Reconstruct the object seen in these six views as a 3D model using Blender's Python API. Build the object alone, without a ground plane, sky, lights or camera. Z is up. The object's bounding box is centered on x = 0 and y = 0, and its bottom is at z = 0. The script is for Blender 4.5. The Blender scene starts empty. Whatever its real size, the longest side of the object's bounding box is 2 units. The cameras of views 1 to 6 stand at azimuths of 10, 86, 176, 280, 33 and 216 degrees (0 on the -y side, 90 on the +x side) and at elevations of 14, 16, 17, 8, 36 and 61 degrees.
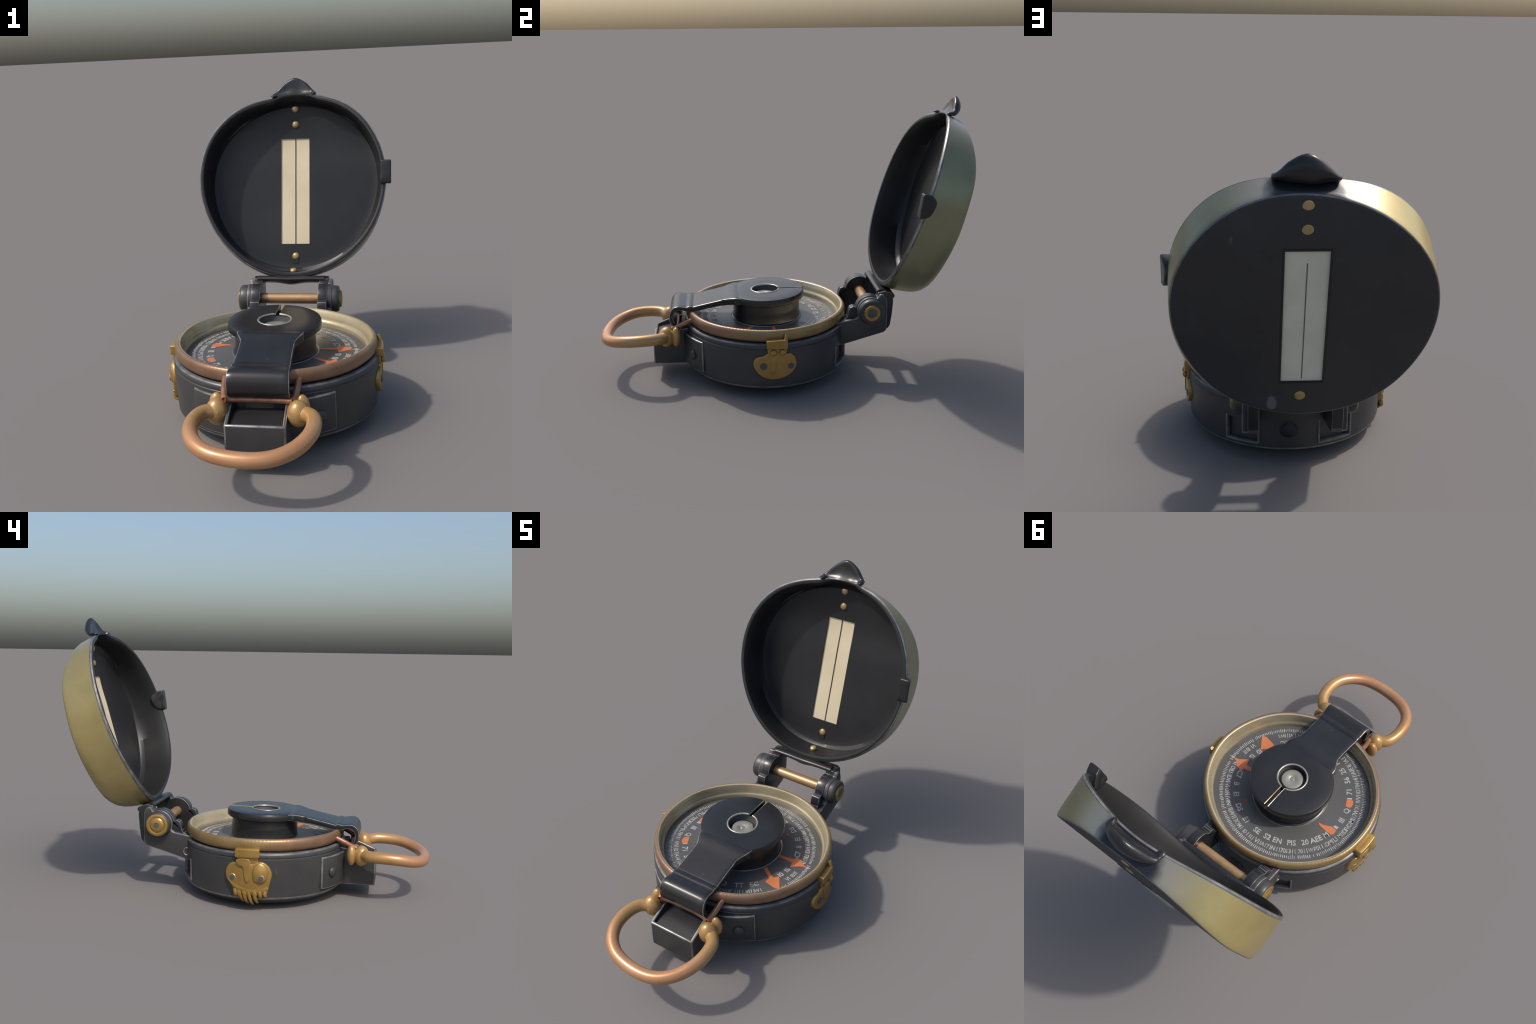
# An old folding lensatic compass, standing open: round black case with a brass and
# copper bezel, dial, sighting arm on a hub, thumb loop, two brass clasps, and a
# hinged lid with a sight window.  Frame: metres, z up, front is -y.
import bpy, bmesh, math, random
from mathutils import Vector, Matrix, noise as mnoise
from math import sin, cos, pi, radians, sqrt, atan2

rng = random.Random(41)
CX, CY = -0.013, -0.066          # axis of the round case
KY = 0.952                       # the case is very slightly oval

# ------------------------------------------------------------------ materials
def _nodes(name):
    m = bpy.data.materials.new(name)
    m.use_nodes = True
    nt = m.node_tree
    b = nt.nodes["Principled BSDF"]
    return m, nt, b

def _ramp(nt, fac, stops):
    r = nt.nodes.new("ShaderNodeValToRGB")
    el = r.color_ramp.elements
    while len(el) < len(stops):
        el.new(0.5)
    for e, (p, c) in zip(el, stops):
        e.position = p
        e.color = (*c, 1.0)
    nt.links.new(fac, r.inputs["Fac"])
    return r.outputs["Color"]

def _noise(nt, scale, detail=4.0, rough=0.55, coord=None, stretch=None):
    if coord is None:
        coord = nt.nodes.new("ShaderNodeTexCoord").outputs["Object"]
    if stretch:
        mp = nt.nodes.new("ShaderNodeMapping")
        mp.inputs["Scale"].default_value = stretch
        nt.links.new(coord, mp.inputs["Vector"])
        coord = mp.outputs["Vector"]
    n = nt.nodes.new("ShaderNodeTexNoise")
    n.inputs["Scale"].default_value = scale
    n.inputs["Detail"].default_value = detail
    n.inputs["Roughness"].default_value = rough
    nt.links.new(coord, n.inputs["Vector"])
    return n.outputs["Fac"]

def _math(nt, op, a, b=None, clamp=False):
    n = nt.nodes.new("ShaderNodeMath")
    n.operation = op
    n.use_clamp = clamp
    for i, v in enumerate((a, b)):
        if v is None:
            continue
        if isinstance(v, (int, float)):
            n.inputs[i].default_value = v
        else:
            nt.links.new(v, n.inputs[i])
    return n.outputs[0]

def _mix(nt, fac, a, b):
    n = nt.nodes.new("ShaderNodeMix")
    n.data_type = 'RGBA'
    for sock, v in ((n.inputs[0], fac), (n.inputs[6], a), (n.inputs[7], b)):
        if isinstance(v, (int, float)):
            sock.default_value = v
        elif isinstance(v, tuple):
            sock.default_value = (*v, 1.0)
        else:
            nt.links.new(v, sock)
    return n.outputs[2]

def _axis(nt, i):
    tc = nt.nodes.new("ShaderNodeTexCoord")
    sp = nt.nodes.new("ShaderNodeSeparateXYZ")
    nt.links.new(tc.outputs["Object"], sp.inputs[0])
    return sp.outputs[i]

def _span(nt, v, lo, hi):
    n = nt.nodes.new("ShaderNodeMapRange")
    n.interpolation_type = 'SMOOTHSTEP'
    n.inputs["From Min"].default_value = lo
    n.inputs["From Max"].default_value = hi
    nt.links.new(v, n.inputs["Value"])
    return n.outputs["Result"]

def _bump(nt, b, h, strength, dist=0.004):
    n = nt.nodes.new("ShaderNodeBump")
    n.inputs["Strength"].default_value = strength
    n.inputs["Distance"].default_value = dist
    nt.links.new(h, n.inputs["Height"])
    nt.links.new(n.outputs["Normal"], b.inputs["Normal"])

def mottled(name, dark, light, metallic=0.0, rough=(0.3, 0.45), scale=6.0, bump=0.0,
            spec=0.5, specks=None):
    """Two close tones mixed by soft noise, with roughness variation; optional specks."""
    m, nt, b = _nodes(name)
    f = _noise(nt, scale)
    col = _ramp(nt, f, [(0.32, dark), (0.68, light)])
    if specks:
        s = _noise(nt, 26.0, 3.0, 0.7, stretch=(1.6, 1.0, 0.45))
        col = _mix(nt, _span(nt, s, 0.70, 0.76), col, specks)
    nt.links.new(col, b.inputs["Base Color"])
    b.inputs["Metallic"].default_value = metallic
    b.inputs["Specular IOR Level"].default_value = spec
    r = nt.nodes.new("ShaderNodeMapRange")
    r.inputs["To Min"].default_value, r.inputs["To Max"].default_value = rough
    nt.links.new(_noise(nt, scale * 2.3), r.inputs["Value"])
    nt.links.new(r.outputs["Result"], b.inputs["Roughness"])
    if bump:
        _bump(nt, b, _noise(nt, 60.0, 5.0), bump)
    return m

M = {}
M["enamel"] = mottled("black_enamel", (0.015, 0.0155, 0.017), (0.022, 0.022, 0.023),
                      rough=(0.32, 0.46), scale=4.0, bump=0.02, spec=0.35, specks=(0.03, 0.03, 0.032))
M["case"] = mottled("charcoal_case_enamel", (0.040, 0.040, 0.041), (0.054, 0.053, 0.053),
                    metallic=0.15, rough=(0.34, 0.46), scale=5.0, bump=0.03, specks=(0.10, 0.10, 0.10))
M["gloss"] = mottled("gloss_black_lacquer", (0.015, 0.015, 0.0165), (0.023, 0.023, 0.0245),
                     metallic=0.1, rough=(0.24, 0.34), scale=5.0, bump=0.015, specks=(0.05, 0.05, 0.05))
M["pitch"] = mottled("matt_black_recess", (0.010, 0.010, 0.011), (0.016, 0.016, 0.017),
                     rough=(0.5, 0.6))
M["worn"] = mottled("worn_steel_edge", (0.15, 0.15, 0.15), (0.34, 0.33, 0.31),
                    metallic=0.55, rough=(0.28, 0.42), scale=22.0)
M["dimworn"] = mottled("rubbed_enamel_edge", (0.09, 0.09, 0.094), (0.20, 0.20, 0.20),
                       metallic=0.35, rough=(0.32, 0.45), scale=18.0)
M["gold"] = mottled("tarnished_gold_brass", (0.29, 0.175, 0.044), (0.39, 0.245, 0.075),
                    metallic=0.45, rough=(0.26, 0.4), scale=9.0, bump=0.05)
M["rivet"] = mottled("pale_brass_rivet", (0.38, 0.27, 0.11), (0.52, 0.38, 0.17),
                     metallic=0.5, rough=(0.3, 0.42), scale=30.0, bump=0.05)
M["axle"] = mottled("bronze_rod", (0.36, 0.22, 0.11), (0.46, 0.29, 0.15),
                    metallic=0.5, rough=(0.3, 0.4), scale=14.0)
M["bolt"] = mottled("grey_bolt_end", (0.06, 0.06, 0.065), (0.085, 0.085, 0.09), rough=(0.4, 0.5))
M["cream"] = mottled("aged_cream_pane", (0.60, 0.51, 0.34), (0.66, 0.57, 0.40),
                     rough=(0.42, 0.55), scale=7.0, spec=0.35)
M["shade_cream"] = mottled("cream_lightened_for_shade", (0.66, 0.63, 0.50), (0.72, 0.69, 0.56), rough=(0.45, 0.6), scale=8.0, spec=0.35)  # pane cream lightened and greyed to match the window's shaded outside
M["twine"] = mottled("faded_sight_wire", (0.12, 0.10, 0.075), (0.17, 0.145, 0.11), rough=(0.5, 0.6))
M["wire"] = mottled("dark_sight_wire", (0.045, 0.036, 0.026), (0.07, 0.055, 0.04), rough=(0.45, 0.55))
M["dial"] = mottled("grey_dial_face", (0.080, 0.081, 0.077), (0.098, 0.098, 0.093),
                    rough=(0.30, 0.38), scale=4.0)
M["ink"] = mottled("dial_white_print", (0.25, 0.25, 0.25), (0.47, 0.47, 0.46), rough=(0.35, 0.5), scale=45.0)
M["orange"] = mottled("orange_luminous_paint", (0.50, 0.150, 0.055), (0.56, 0.18, 0.075), rough=(0.35, 0.45))
M["red"] = mottled("dull_red_paint", (0.26, 0.06, 0.035), (0.32, 0.08, 0.045), rough=(0.4, 0.5))
M["steel"] = mottled("brushed_nickel", (0.33, 0.315, 0.255), (0.43, 0.41, 0.335),
                     metallic=0.6, rough=(0.24, 0.34), scale=12.0)

def loop_metal():
    """Thumb loop: copper at the front bow, yellow brass at the knobs."""
    m, nt, b = _nodes("copper_and_brass_loop")
    f = _noise(nt, 7.0)
    copper = _ramp(nt, f, [(0.3, (0.47, 0.235, 0.110)), (0.7, (0.52, 0.285, 0.150))])
    brass = _ramp(nt, f, [(0.3, (0.41, 0.235, 0.080)), (0.7, (0.47, 0.285, 0.115))])
    y = _math(nt, 'ADD', _axis(nt, 1), _math(nt, 'MULTIPLY', _noise(nt, 5.0), 0.12))
    nt.links.new(_mix(nt, _span(nt, y, -0.86, -0.62), copper, brass), b.inputs["Base Color"])
    b.inputs["Metallic"].default_value = 0.35
    b.inputs["Roughness"].default_value = 0.27
    return m
M["loop"] = loop_metal()
M["copper"] = mottled("dark_rubbed_copper", (0.20, 0.095, 0.055), (0.36, 0.19, 0.115), metallic=0.45, rough=(0.26, 0.36), scale=16.0)

def bezel_metal():
    """Bezel outside: brown copper in front turning to olive brass at the back."""
    m, nt, b = _nodes("aged_copper_brass_bezel")
    f = _noise(nt, 9.0)
    copper = _ramp(nt, f, [(0.3, (0.215, 0.122, 0.074)), (0.7, (0.29, 0.170, 0.106))])
    brass = _ramp(nt, f, [(0.3, (0.25, 0.165, 0.062)), (0.7, (0.34, 0.235, 0.105))])
    y = _math(nt, 'ADD', _axis(nt, 1), _math(nt, 'MULTIPLY', _noise(nt, 4.0), 0.2))
    nt.links.new(_mix(nt, _span(nt, y, -0.30, 0.12), copper, brass), b.inputs["Base Color"])
    b.inputs["Metallic"].default_value = 0.45
    b.inputs["Roughness"].default_value = 0.36
    # fine reeding marks running round the outside
    tc = nt.nodes.new("ShaderNodeTexCoord")
    mp = nt.nodes.new("ShaderNodeMapping")
    mp.inputs["Location"].default_value = (-CX, -CY, 0)
    nt.links.new(tc.outputs["Object"], mp.inputs["Vector"])
    gr = nt.nodes.new("ShaderNodeTexGradient")
    gr.gradient_type = 'RADIAL'
    nt.links.new(mp.outputs["Vector"], gr.inputs["Vector"])
    w = _math(nt, 'SINE', _math(nt, 'MULTIPLY', gr.outputs["Fac"], 2 * pi * 150))
    _bump(nt, b, _math(nt, 'MULTIPLY', w, f), 0.12, 0.002)
    return m
M["bezel"] = bezel_metal()
M["bezel_in"] = mottled("pale_brass_bezel_wall", (0.40, 0.34, 0.21), (0.54, 0.46, 0.31),  # albedo raised so the cream highlight on the crest is in the colour
                        metallic=0.5, rough=(0.22, 0.32), scale=7.0)

def band_paint():
    """Lid side band: khaki lacquer over metal, black enamel left round the thumb tab."""
    m, nt, b = _nodes("khaki_lid_band")
    f = _noise(nt, 5.0, 5.0)
    khaki = _ramp(nt, f, [(0.30, (0.36, 0.295, 0.120)), (0.55, (0.42, 0.345, 0.150)), (0.75, (0.40, 0.31, 0.145))])
    s = _noise(nt, 45.0, 2.0, 0.6)
    khaki = _mix(nt, _span(nt, s, 0.74, 0.78), khaki, (0.30, 0.26, 0.15))
    side = _math(nt, 'ADD', _axis(nt, 0), _math(nt, 'MULTIPLY', _noise(nt, 3.5), 0.35))
    grey_green = _ramp(nt, f, [(0.30, (0.235, 0.225, 0.125)), (0.55, (0.275, 0.265, 0.155)), (0.75, (0.26, 0.245, 0.150))])  # darker, greyer tone mixed in toward the +x flank
    khaki = _mix(nt, _span(nt, side, 0.12, 0.46), khaki, grey_green)
    tc = nt.nodes.new("ShaderNodeTexCoord")
    d = nt.nodes.new("ShaderNodeVectorMath")
    d.operation = 'DISTANCE'
    nt.links.new(tc.outputs["Object"], d.inputs[0])
    d.inputs[1].default_value = (-0.01, 0.985, 1.425)
    r = _math(nt, 'ADD', d.outputs["Value"], _math(nt, 'MULTIPLY', _noise(nt, 11.0), 0.06))
    pale = _mix(nt, _span(nt, r, 0.17, 0.40), (0.36, 0.33, 0.27), khaki)
    nt.links.new(_mix(nt, _span(nt, r, 0.145, 0.20), (0.035, 0.037, 0.045), pale), b.inputs["Base Color"])
    b.inputs["Metallic"].default_value = 0.5
    b.inputs["Roughness"].default_value = 0.33
    _bump(nt, b, _noise(nt, 25.0, 5.0), 0.04)
    return m
M["band"] = band_paint()

def scuffed_back():
    """Outer lid face: flat black with one pale scuff and a few nicks."""
    m, nt, b = _nodes("black_lid_back")
    f = _noise(nt, 4.0)
    col = _ramp(nt, f, [(0.3, (0.022, 0.022, 0.024)), (0.7, (0.030, 0.030, 0.031))])
    s = _noise(nt, 22.0, 2.0, 0.5, stretch=(1.0, 1.0, 0.35))
    col = _mix(nt, _span(nt, s, 0.73, 0.78), col, (0.055, 0.055, 0.055))
    tc = nt.nodes.new("ShaderNodeTexCoord")
    mp = nt.nodes.new("ShaderNodeMapping")
    mp.inputs["Location"].default_value = (-0.099 * 45, 0, -0.512 * 28)
    mp.inputs["Scale"].default_value = (45, 0, 28)
    nt.links.new(tc.outputs["Object"], mp.inputs["Vector"])
    ln = nt.nodes.new("ShaderNodeVectorMath")
    ln.operation = 'LENGTH'
    nt.links.new(mp.outputs["Vector"], ln.inputs[0])
    d = _math(nt, 'ADD', ln.outputs["Value"], _math(nt, 'MULTIPLY', _noise(nt, 60.0), 0.9))
    col = _mix(nt, _span(nt, d, 1.1, 1.5), (0.11, 0.11, 0.115), col)
    nt.links.new(col, b.inputs["Base Color"])
    b.inputs["Roughness"].default_value = 0.5
    return m
M["back"] = scuffed_back()

# ------------------------------------------------------------------ mesh helpers
def add(name, bm, parent, mats, smooth=38, recalc=True):
    if recalc:
        bmesh.ops.recalc_face_normals(bm, faces=bm.faces[:])
    me = bpy.data.meshes.new(name)
    bm.to_mesh(me)
    bm.free()
    for k in ([mats] if isinstance(mats, str) else mats):
        me.materials.append(M[k])
    for p in me.polygons:
        p.use_smooth = True
    if smooth < 180:
        me.set_sharp_from_angle(angle=radians(smooth))
    ob = bpy.data.objects.new(name, me)
    bpy.context.scene.collection.objects.link(ob)
    ob.parent = parent
    return ob

def grid_faces(bm, rows, closed_u=True, closed_v=False, mat=lambda i, j: 0):
    n = len(rows)
    m = len(rows[0])
    for i in range(n if closed_v else n - 1):
        a, b = rows[i], rows[(i + 1) % n]
        for j in range(m if closed_u else m - 1):
            k = (j + 1) % m
            q = []
            for v in (a[j], a[k], b[k], b[j]):
                if v not in q:
                    q.append(v)
            if len(q) >= 3:
                try:
                    f = bm.faces.new(q)
                    f.material_index = mat(i, j)
                except ValueError:
                    pass

def lathe(profile, segs=160, c=(CX, CY), ky=KY, mat=lambda i, j: 0, cap=True, wob=None):
    """Revolve (r, z) pairs about a vertical axis."""
    bm = bmesh.new()
    rows = []
    for r, z in profile:
        row = []
        for j in range(segs):
            a = 2 * pi * j / segs
            rr = r + (wob(a) if wob else 0.0)
            row.append(bm.verts.new((c[0] + rr * cos(a), c[1] + ky * rr * sin(a), z)))
        rows.append(row)
    grid_faces(bm, rows, mat=mat)
    if cap:
        f = bm.faces.new(rows[0]); f.material_index = mat(0, 0)
        f = bm.faces.new(rows[-1]); f.material_index = mat(len(rows) - 2, 0)
    return bm

def catmull(pts, per=8, closed=False):
    pts = [Vector(p) for p in pts]
    n = len(pts)
    out = []
    for i in range(n if closed else n - 1):
        g = (lambda k: pts[k % n]) if closed else (lambda k: pts[max(0, min(n - 1, k))])
        p0, p1, p2, p3 = g(i - 1), g(i), g(i + 1), g(i + 2)
        for s in range(per):
            t = s / per
            out.append(0.5 * ((2 * p1) + (p2 - p0) * t + (2 * p0 - 5 * p1 + 4 * p2 - p3) * t * t
                              + (3 * p1 - p0 - 3 * p2 + p3) * t ** 3))
    if not closed:
        out.append(pts[-1])
    return out

def tube(path, radius, segs=20, bm=None, cap=True, mat=0):
    """Sweep a round section along a polyline; radius is a number or f(t)."""
    bm = bm or bmesh.new()
    n = len(path)
    rows = []
    up = Vector((0, 0, 1))
    prev = None
    for i, p in enumerate(path):
        d = (path[min(n - 1, i + 1)] - path[max(0, i - 1)]).normalized()
        if prev is None:
            ref = up if abs(d.dot(up)) < 0.9 else Vector((0, 1, 0))
            nrm = (ref - d * ref.dot(d)).normalized()
        else:
            nrm = (prev - d * prev.dot(d)).normalized()
        prev = nrm
        bi = d.cross(nrm)
        r = radius(i / (n - 1)) if callable(radius) else radius
        rows.append([bm.verts.new(p + nrm * r * cos(2 * pi * k / segs) + bi * r * sin(2 * pi * k / segs))
                     for k in range(segs)])
    grid_faces(bm, rows, mat=lambda i, j: mat)
    if cap:
        for row in (rows[0], rows[-1]):
            f = bm.faces.new(row)
            f.material_index = mat
    return bm

def turned(profile, center, axis, segs=40, bm=None, mat=lambda i: 0):
    """Revolve (r, h) pairs about `axis` through `center` (rivets, caps, washers)."""
    bm = bm or bmesh.new()
    q = Vector((0, 0, 1)).rotation_difference(Vector(axis).normalized())
    rows = []
    for r, h in profile:
        rows.append([bm.verts.new(Vector(center) + q @ Vector((r * cos(2 * pi * k / segs), r * sin(2 * pi * k / segs), h)))
                     for k in range(segs)])
    grid_faces(bm, rows, mat=lambda i, j: mat(i))
    f = bm.faces.new(rows[0]); f.material_index = mat(0)
    f = bm.faces.new(rows[-1]); f.material_index = mat(len(rows) - 2)
    return bm

def dome(r, h, n=6, sink=0.006):
    return [(r, -sink)] + [(r * cos(pi / 2 * i / n), h * sin(pi / 2 * i / n)) for i in range(n)] + [(r * 0.04, h)]

def ball(center, rx, ry, rz, bm=None, u=28, v=18):
    bm = bm or bmesh.new()
    mt = Matrix.Translation(Vector(center)) @ Matrix.Diagonal((rx, ry, rz, 1))
    bmesh.ops.create_uvsphere(bm, u_segments=u, v_segments=v, radius=1.0, matrix=mt)
    return bm

def prism(outline, lo, hi, place, bevel=0.0, segs=2, mat_edge=0, min_angle=25, bm=None):
    """Extrude a closed 2D outline from depth lo to hi; place(a, b, d) -> xyz.  Convex edges
    sharper than min_angle are rounded and take the edge material."""
    bm = bm or bmesh.new()
    new = []
    a = [bm.verts.new(place(x, y, lo)) for x, y in outline]
    b = [bm.verts.new(place(x, y, hi)) for x, y in outline]
    new.append(bm.faces.new(a))
    new.append(bm.faces.new(b[::-1]))
    n = len(outline)
    for i in range(n):
        j = (i + 1) % n
        new.append(bm.faces.new((a[j], a[i], b[i], b[j])))
    bmesh.ops.recalc_face_normals(bm, faces=new)
    if bevel:
        es = {e for f in new for e in f.edges
              if len(e.link_faces) == 2 and e.calc_face_angle(0) > radians(min_angle)}
        bmesh.ops.bevel(bm, geom=list(es), offset=bevel, segments=segs, profile=0.5,
                        affect='EDGES', material=mat_edge, clamp_overlap=True)
    return bm

def box(lo, hi, bevel=0.0, segs=2, mat_edge=0, bm=None):
    o = [(lo[0], lo[1]), (hi[0], lo[1]), (hi[0], hi[1]), (lo[0], hi[1])]
    return prism(o, lo[2], hi[2], lambda x, y, d: (x, y, d), bevel, segs, mat_edge, bm=bm)

def arc2(c, r, a0, a1, n):
    return [(c[0] + r * cos(radians(a0 + (a1 - a0) * i / n)), c[1] + r * sin(radians(a0 + (a1 - a0) * i / n)))
            for i in range(n + 1)]

def cut(ob, cutters, solver='EXACT'):
    """Boolean difference, applied at once; helper meshes are removed again."""
    for bm in cutters:
        bmesh.ops.recalc_face_normals(bm, faces=bm.faces[:])
        me = bpy.data.meshes.new("helper"); bm.to_mesh(me); bm.free()
        for s in ob.data.materials:
            me.materials.append(s)
        h = bpy.data.objects.new("helper", me)
        bpy.context.scene.collection.objects.link(h)
        md = ob.modifiers.new("cut", 'BOOLEAN')
        md.operation = 'DIFFERENCE'; md.solver = solver; md.object = h
        dg = bpy.context.evaluated_depsgraph_get()
        res = bpy.data.meshes.new_from_object(ob.evaluated_get(dg))
        ob.modifiers.remove(md)
        old = ob.data
        res.name = old.name
        ob.data = res
        bpy.data.meshes.remove(old)
        bpy.data.objects.remove(h)
        bpy.data.meshes.remove(me)
    for p in ob.data.polygons:
        p.use_smooth = True
    ob.data.set_sharp_from_angle(angle=radians(38))

def melt(ob, voxel, rounds, lump=0.0, freq=16.0):
    """Fuse overlapping lumps into one skin and soften it, like metal worn by handling."""
    md = ob.modifiers.new("fuse", 'REMESH')
    md.mode = 'VOXEL'
    md.voxel_size = voxel
    dg = bpy.context.evaluated_depsgraph_get()
    me = bpy.data.meshes.new_from_object(ob.evaluated_get(dg))
    ob.modifiers.remove(md)
    bm = bmesh.new(); bm.from_mesh(me)
    for _ in range(rounds):
        bmesh.ops.smooth_vert(bm, verts=bm.verts[:], factor=0.5, use_axis_x=True, use_axis_y=True, use_axis_z=True)
    for v in bm.verts:
        v.co += v.normal * lump * mnoise.noise(v.co * freq)
    bm.to_mesh(me); bm.free()
    for p in me.polygons:
        p.use_smooth = True
    old = ob.data
    me.name = "melted"
    ob.data = me
    nm = old.name
    bpy.data.meshes.remove(old)
    me.name = nm

# ------------------------------------------------------------------ the thing
root = bpy.data.objects.new("folding_compass", None)
bpy.context.scene.collection.objects.link(root)
root["label"] = "old black folding compass standing open with brass fittings and thumb loop"
root["category"] = "compass"

# ------------------------------------------------------------------ case
RC = 0.483
prof = [(0.05, 0.0), (0.30, 0.0), (0.36, 0.008), (0.415, 0.028), (0.452, 0.050), (0.466, 0.061),
        (0.472, 0.067), (0.4740, 0.074), (0.4745, 0.09), (0.477, 0.13), (0.4805, 0.19), (RC, 0.25), (RC, 0.278),
        (RC - 0.0035, 0.281), (RC - 0.0035, 0.284), (RC - 0.001, 0.287), (RC - 0.001, 0.298),
        (0.479, 0.306), (0.472, 0.311), (0.461, 0.313), (0.449, 0.311), (0.440, 0.300), (0.30, 0.296)]
def case_mat(i, j):
    if i in (5, 6):
        return 2
    if i in (17, 18):
        return 3
    return 1 if i >= 20 or i < 3 else 0
case = add("case", lathe(prof, 192, mat=case_mat), root, ["case", "pitch", "worn", "dimworn"])

def wall(phi, r, z):
    return (CX + r * cos(phi), CY + KY * r * sin(phi), z)

def wall_slab(phi0, phi1, z0, z1, r0, r1, n=24, bevel=0.0, mat_edge=0, crown=0.0):
    """A block bent round the case wall."""
    bm = bmesh.new()
    rows = []
    for i in range(n + 1):
        p = phi0 + (phi1 - phi0) * i / n
        q = r1 + crown * sin(pi * i / n) ** 0.7
        rows.append([bm.verts.new(wall(p, r, z)) for r, z in ((r0, z0), (q, z0), (q, z1), (r0, z1))])
    grid_faces(bm, rows)
    bm.faces.new(rows[0]); bm.faces.new(rows[-1])
    bmesh.ops.recalc_face_normals(bm, faces=bm.faces[:])
    if bevel:
        es = [e for e in bm.edges if e.calc_face_angle(0) > radians(40)]
        bmesh.ops.bevel(bm, geom=es, offset=bevel, segments=2, profile=0.5, affect='EDGES', material=mat_edge)
    return bm

def phi_of(x, y):
    return atan2((y - CY) / KY, x - CX)

# two recessed windows in the back wall, where the hinge arms were folded out
W = [(phi_of(0.281, 0.304), phi_of(0.139, 0.384)), (phi_of(-0.146, 0.386), phi_of(-0.300, 0.310))]
cut(case, [wall_slab(a, b, 0.098, 0.205, 0.457, 0.52, 14) for a, b in W])
for a, b in W:
    t = 0.010
    for (p0, p1, z0, z1) in ((a, b, 0.088, 0.099), (a - t, a + t, 0.088, 0.212), (b - t, b + t, 0.088, 0.212)):
        add("window_frame", wall_slab(p0, p1, z0, z1, 0.462, 0.4845, 14, 0.002), case, ["dimworn"])

# riveted flange across the front
P0, P1 = phi_of(-0.331, -0.427), phi_of(0.300, -0.427)
add("flange", wall_slab(P0, P1, 0.092, 0.267, 0.460, 0.489, 60, 0.0060, 1, 0.018), case, ["case", "worn"])
riv_in_wall = [(0.236, 0.173, -1), (-0.270, 0.178, -1)]
for x, z, s in riv_in_wall:
    dy = -KY * sqrt(0.503 ** 2 - (x - CX) ** 2)
    nrm = Vector(((x - CX), dy / KY, 0)).normalized()
    add("flange_rivet", turned(dome(0.028, 0.013, sink=0.004), (x, CY + dy, z), nrm, 28), case, ["case"])
dy = KY * 0.479
add("stud", turned([(0.042, -0.006), (0.042, 0.003), (0.037, 0.005), (0.034, 0.012), (0.029, 0.016), (0.003, 0.018)],
                        (-0.004, CY + dy, 0.172), (0, 1, 0), 32), case, ["pitch"])

# open box in front that carries the arm hinge
BX0, BX1 = -0.138, 0.117
def box_side(x0, x1):
    o = [(-0.700, 0.077), (-0.50, 0.077), (-0.50, 0.288), (-0.585, 0.272), (-0.615, 0.262), (-0.692, 0.229), (-0.700, 0.224)]
    return prism(o, x0, x1, lambda a, b, d: (d, a, b), 0.005, 3, 1)
bm = box_side(BX0, BX0 + 0.015)
m2 = box_side(BX1 - 0.015, BX1)
tmp = bpy.data.meshes.new("t"); m2.to_mesh(tmp); m2.free(); bm.from_mesh(tmp); bpy.data.meshes.remove(tmp)
box((BX0 + 0.001, -0.702, 0.0765), (BX1 - 0.001, -0.685, 0.2285), 0.0075, 3, 1, bm=bm)
box((BX0 + 0.006, -0.69, 0.079), (BX1 - 0.006, -0.50, 0.150), 0.0, bm=bm)
add("hinge_box", bm, case, ["case", "worn"])
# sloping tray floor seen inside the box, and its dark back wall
bm = prism([(-0.689, 0.213), (-0.655, 0.222), (-0.615, 0.231), (-0.548, 0.236), (-0.548, 0.14), (-0.689, 0.14)], BX0 + 0.014, BX1 - 0.014,
           lambda a, b, d: (d, a, b))
add("box_tray", bm, case, ["enamel"])
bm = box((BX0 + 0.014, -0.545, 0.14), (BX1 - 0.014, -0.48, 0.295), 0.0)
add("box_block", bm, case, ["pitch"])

# ------------------------------------------------------------------ bezel
bez = [(0.446, 0.318), (0.458, 0.319), (0.4675, 0.326), (0.4725, 0.338), (0.4735, 0.352), (0.4725, 0.366), (0.469, 0.376),
       (0.4625, 0.3825), (0.455, 0.384), (0.4475, 0.3805), (0.4435, 0.372), (0.4405, 0.364), (0.438, 0.356), (0.4355, 0.346), (0.434, 0.338),
       (0.431, 0.333), (0.428, 0.3305), (0.425, 0.326), (0.4235, 0.318), (0.4235, 0.302), (0.440, 0.302)]
def bez_wob(a):
    return 0.0014 * sin(5 * a + 0.6) + 0.001 * sin(9 * a + 2.0)
add("bezel", lathe(bez, 192, cap=False, mat=lambda i, j: 0 if i < 8 else 1, wob=bez_wob), root, ["bezel", "bezel_in"])

# ------------------------------------------------------------------ dial
DC = (-0.018, -0.070)
ZD = 0.306
dial = add("dial", lathe([(0.02, 0.296), (0.4255, 0.296), (0.426, ZD), (0.42, ZD + 0.0004), (0.02, ZD + 0.0004)], 128), root, ["dial"])
ZI = ZD + 0.0004

def dpt(r, a, z):
    return Vector((DC[0] + r * cos(a), DC[1] + 0.975 * r * sin(a), z))

def plate(bm, pts, h=0.0012, mat=0):
    """A thin raised piece of print on the dial."""
    lo = [bm.verts.new((p.x, p.y, ZI - 0.0008)) for p in pts]
    hi = [bm.verts.new((p.x, p.y, ZI + h)) for p in pts]
    f = bm.faces.new(hi); f.material_index = mat
    for i in range(len(pts)):
        j = (i + 1) % len(pts)
        f = bm.faces.new((lo[i], lo[j], hi[j], hi[i])); f.material_index = mat

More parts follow.
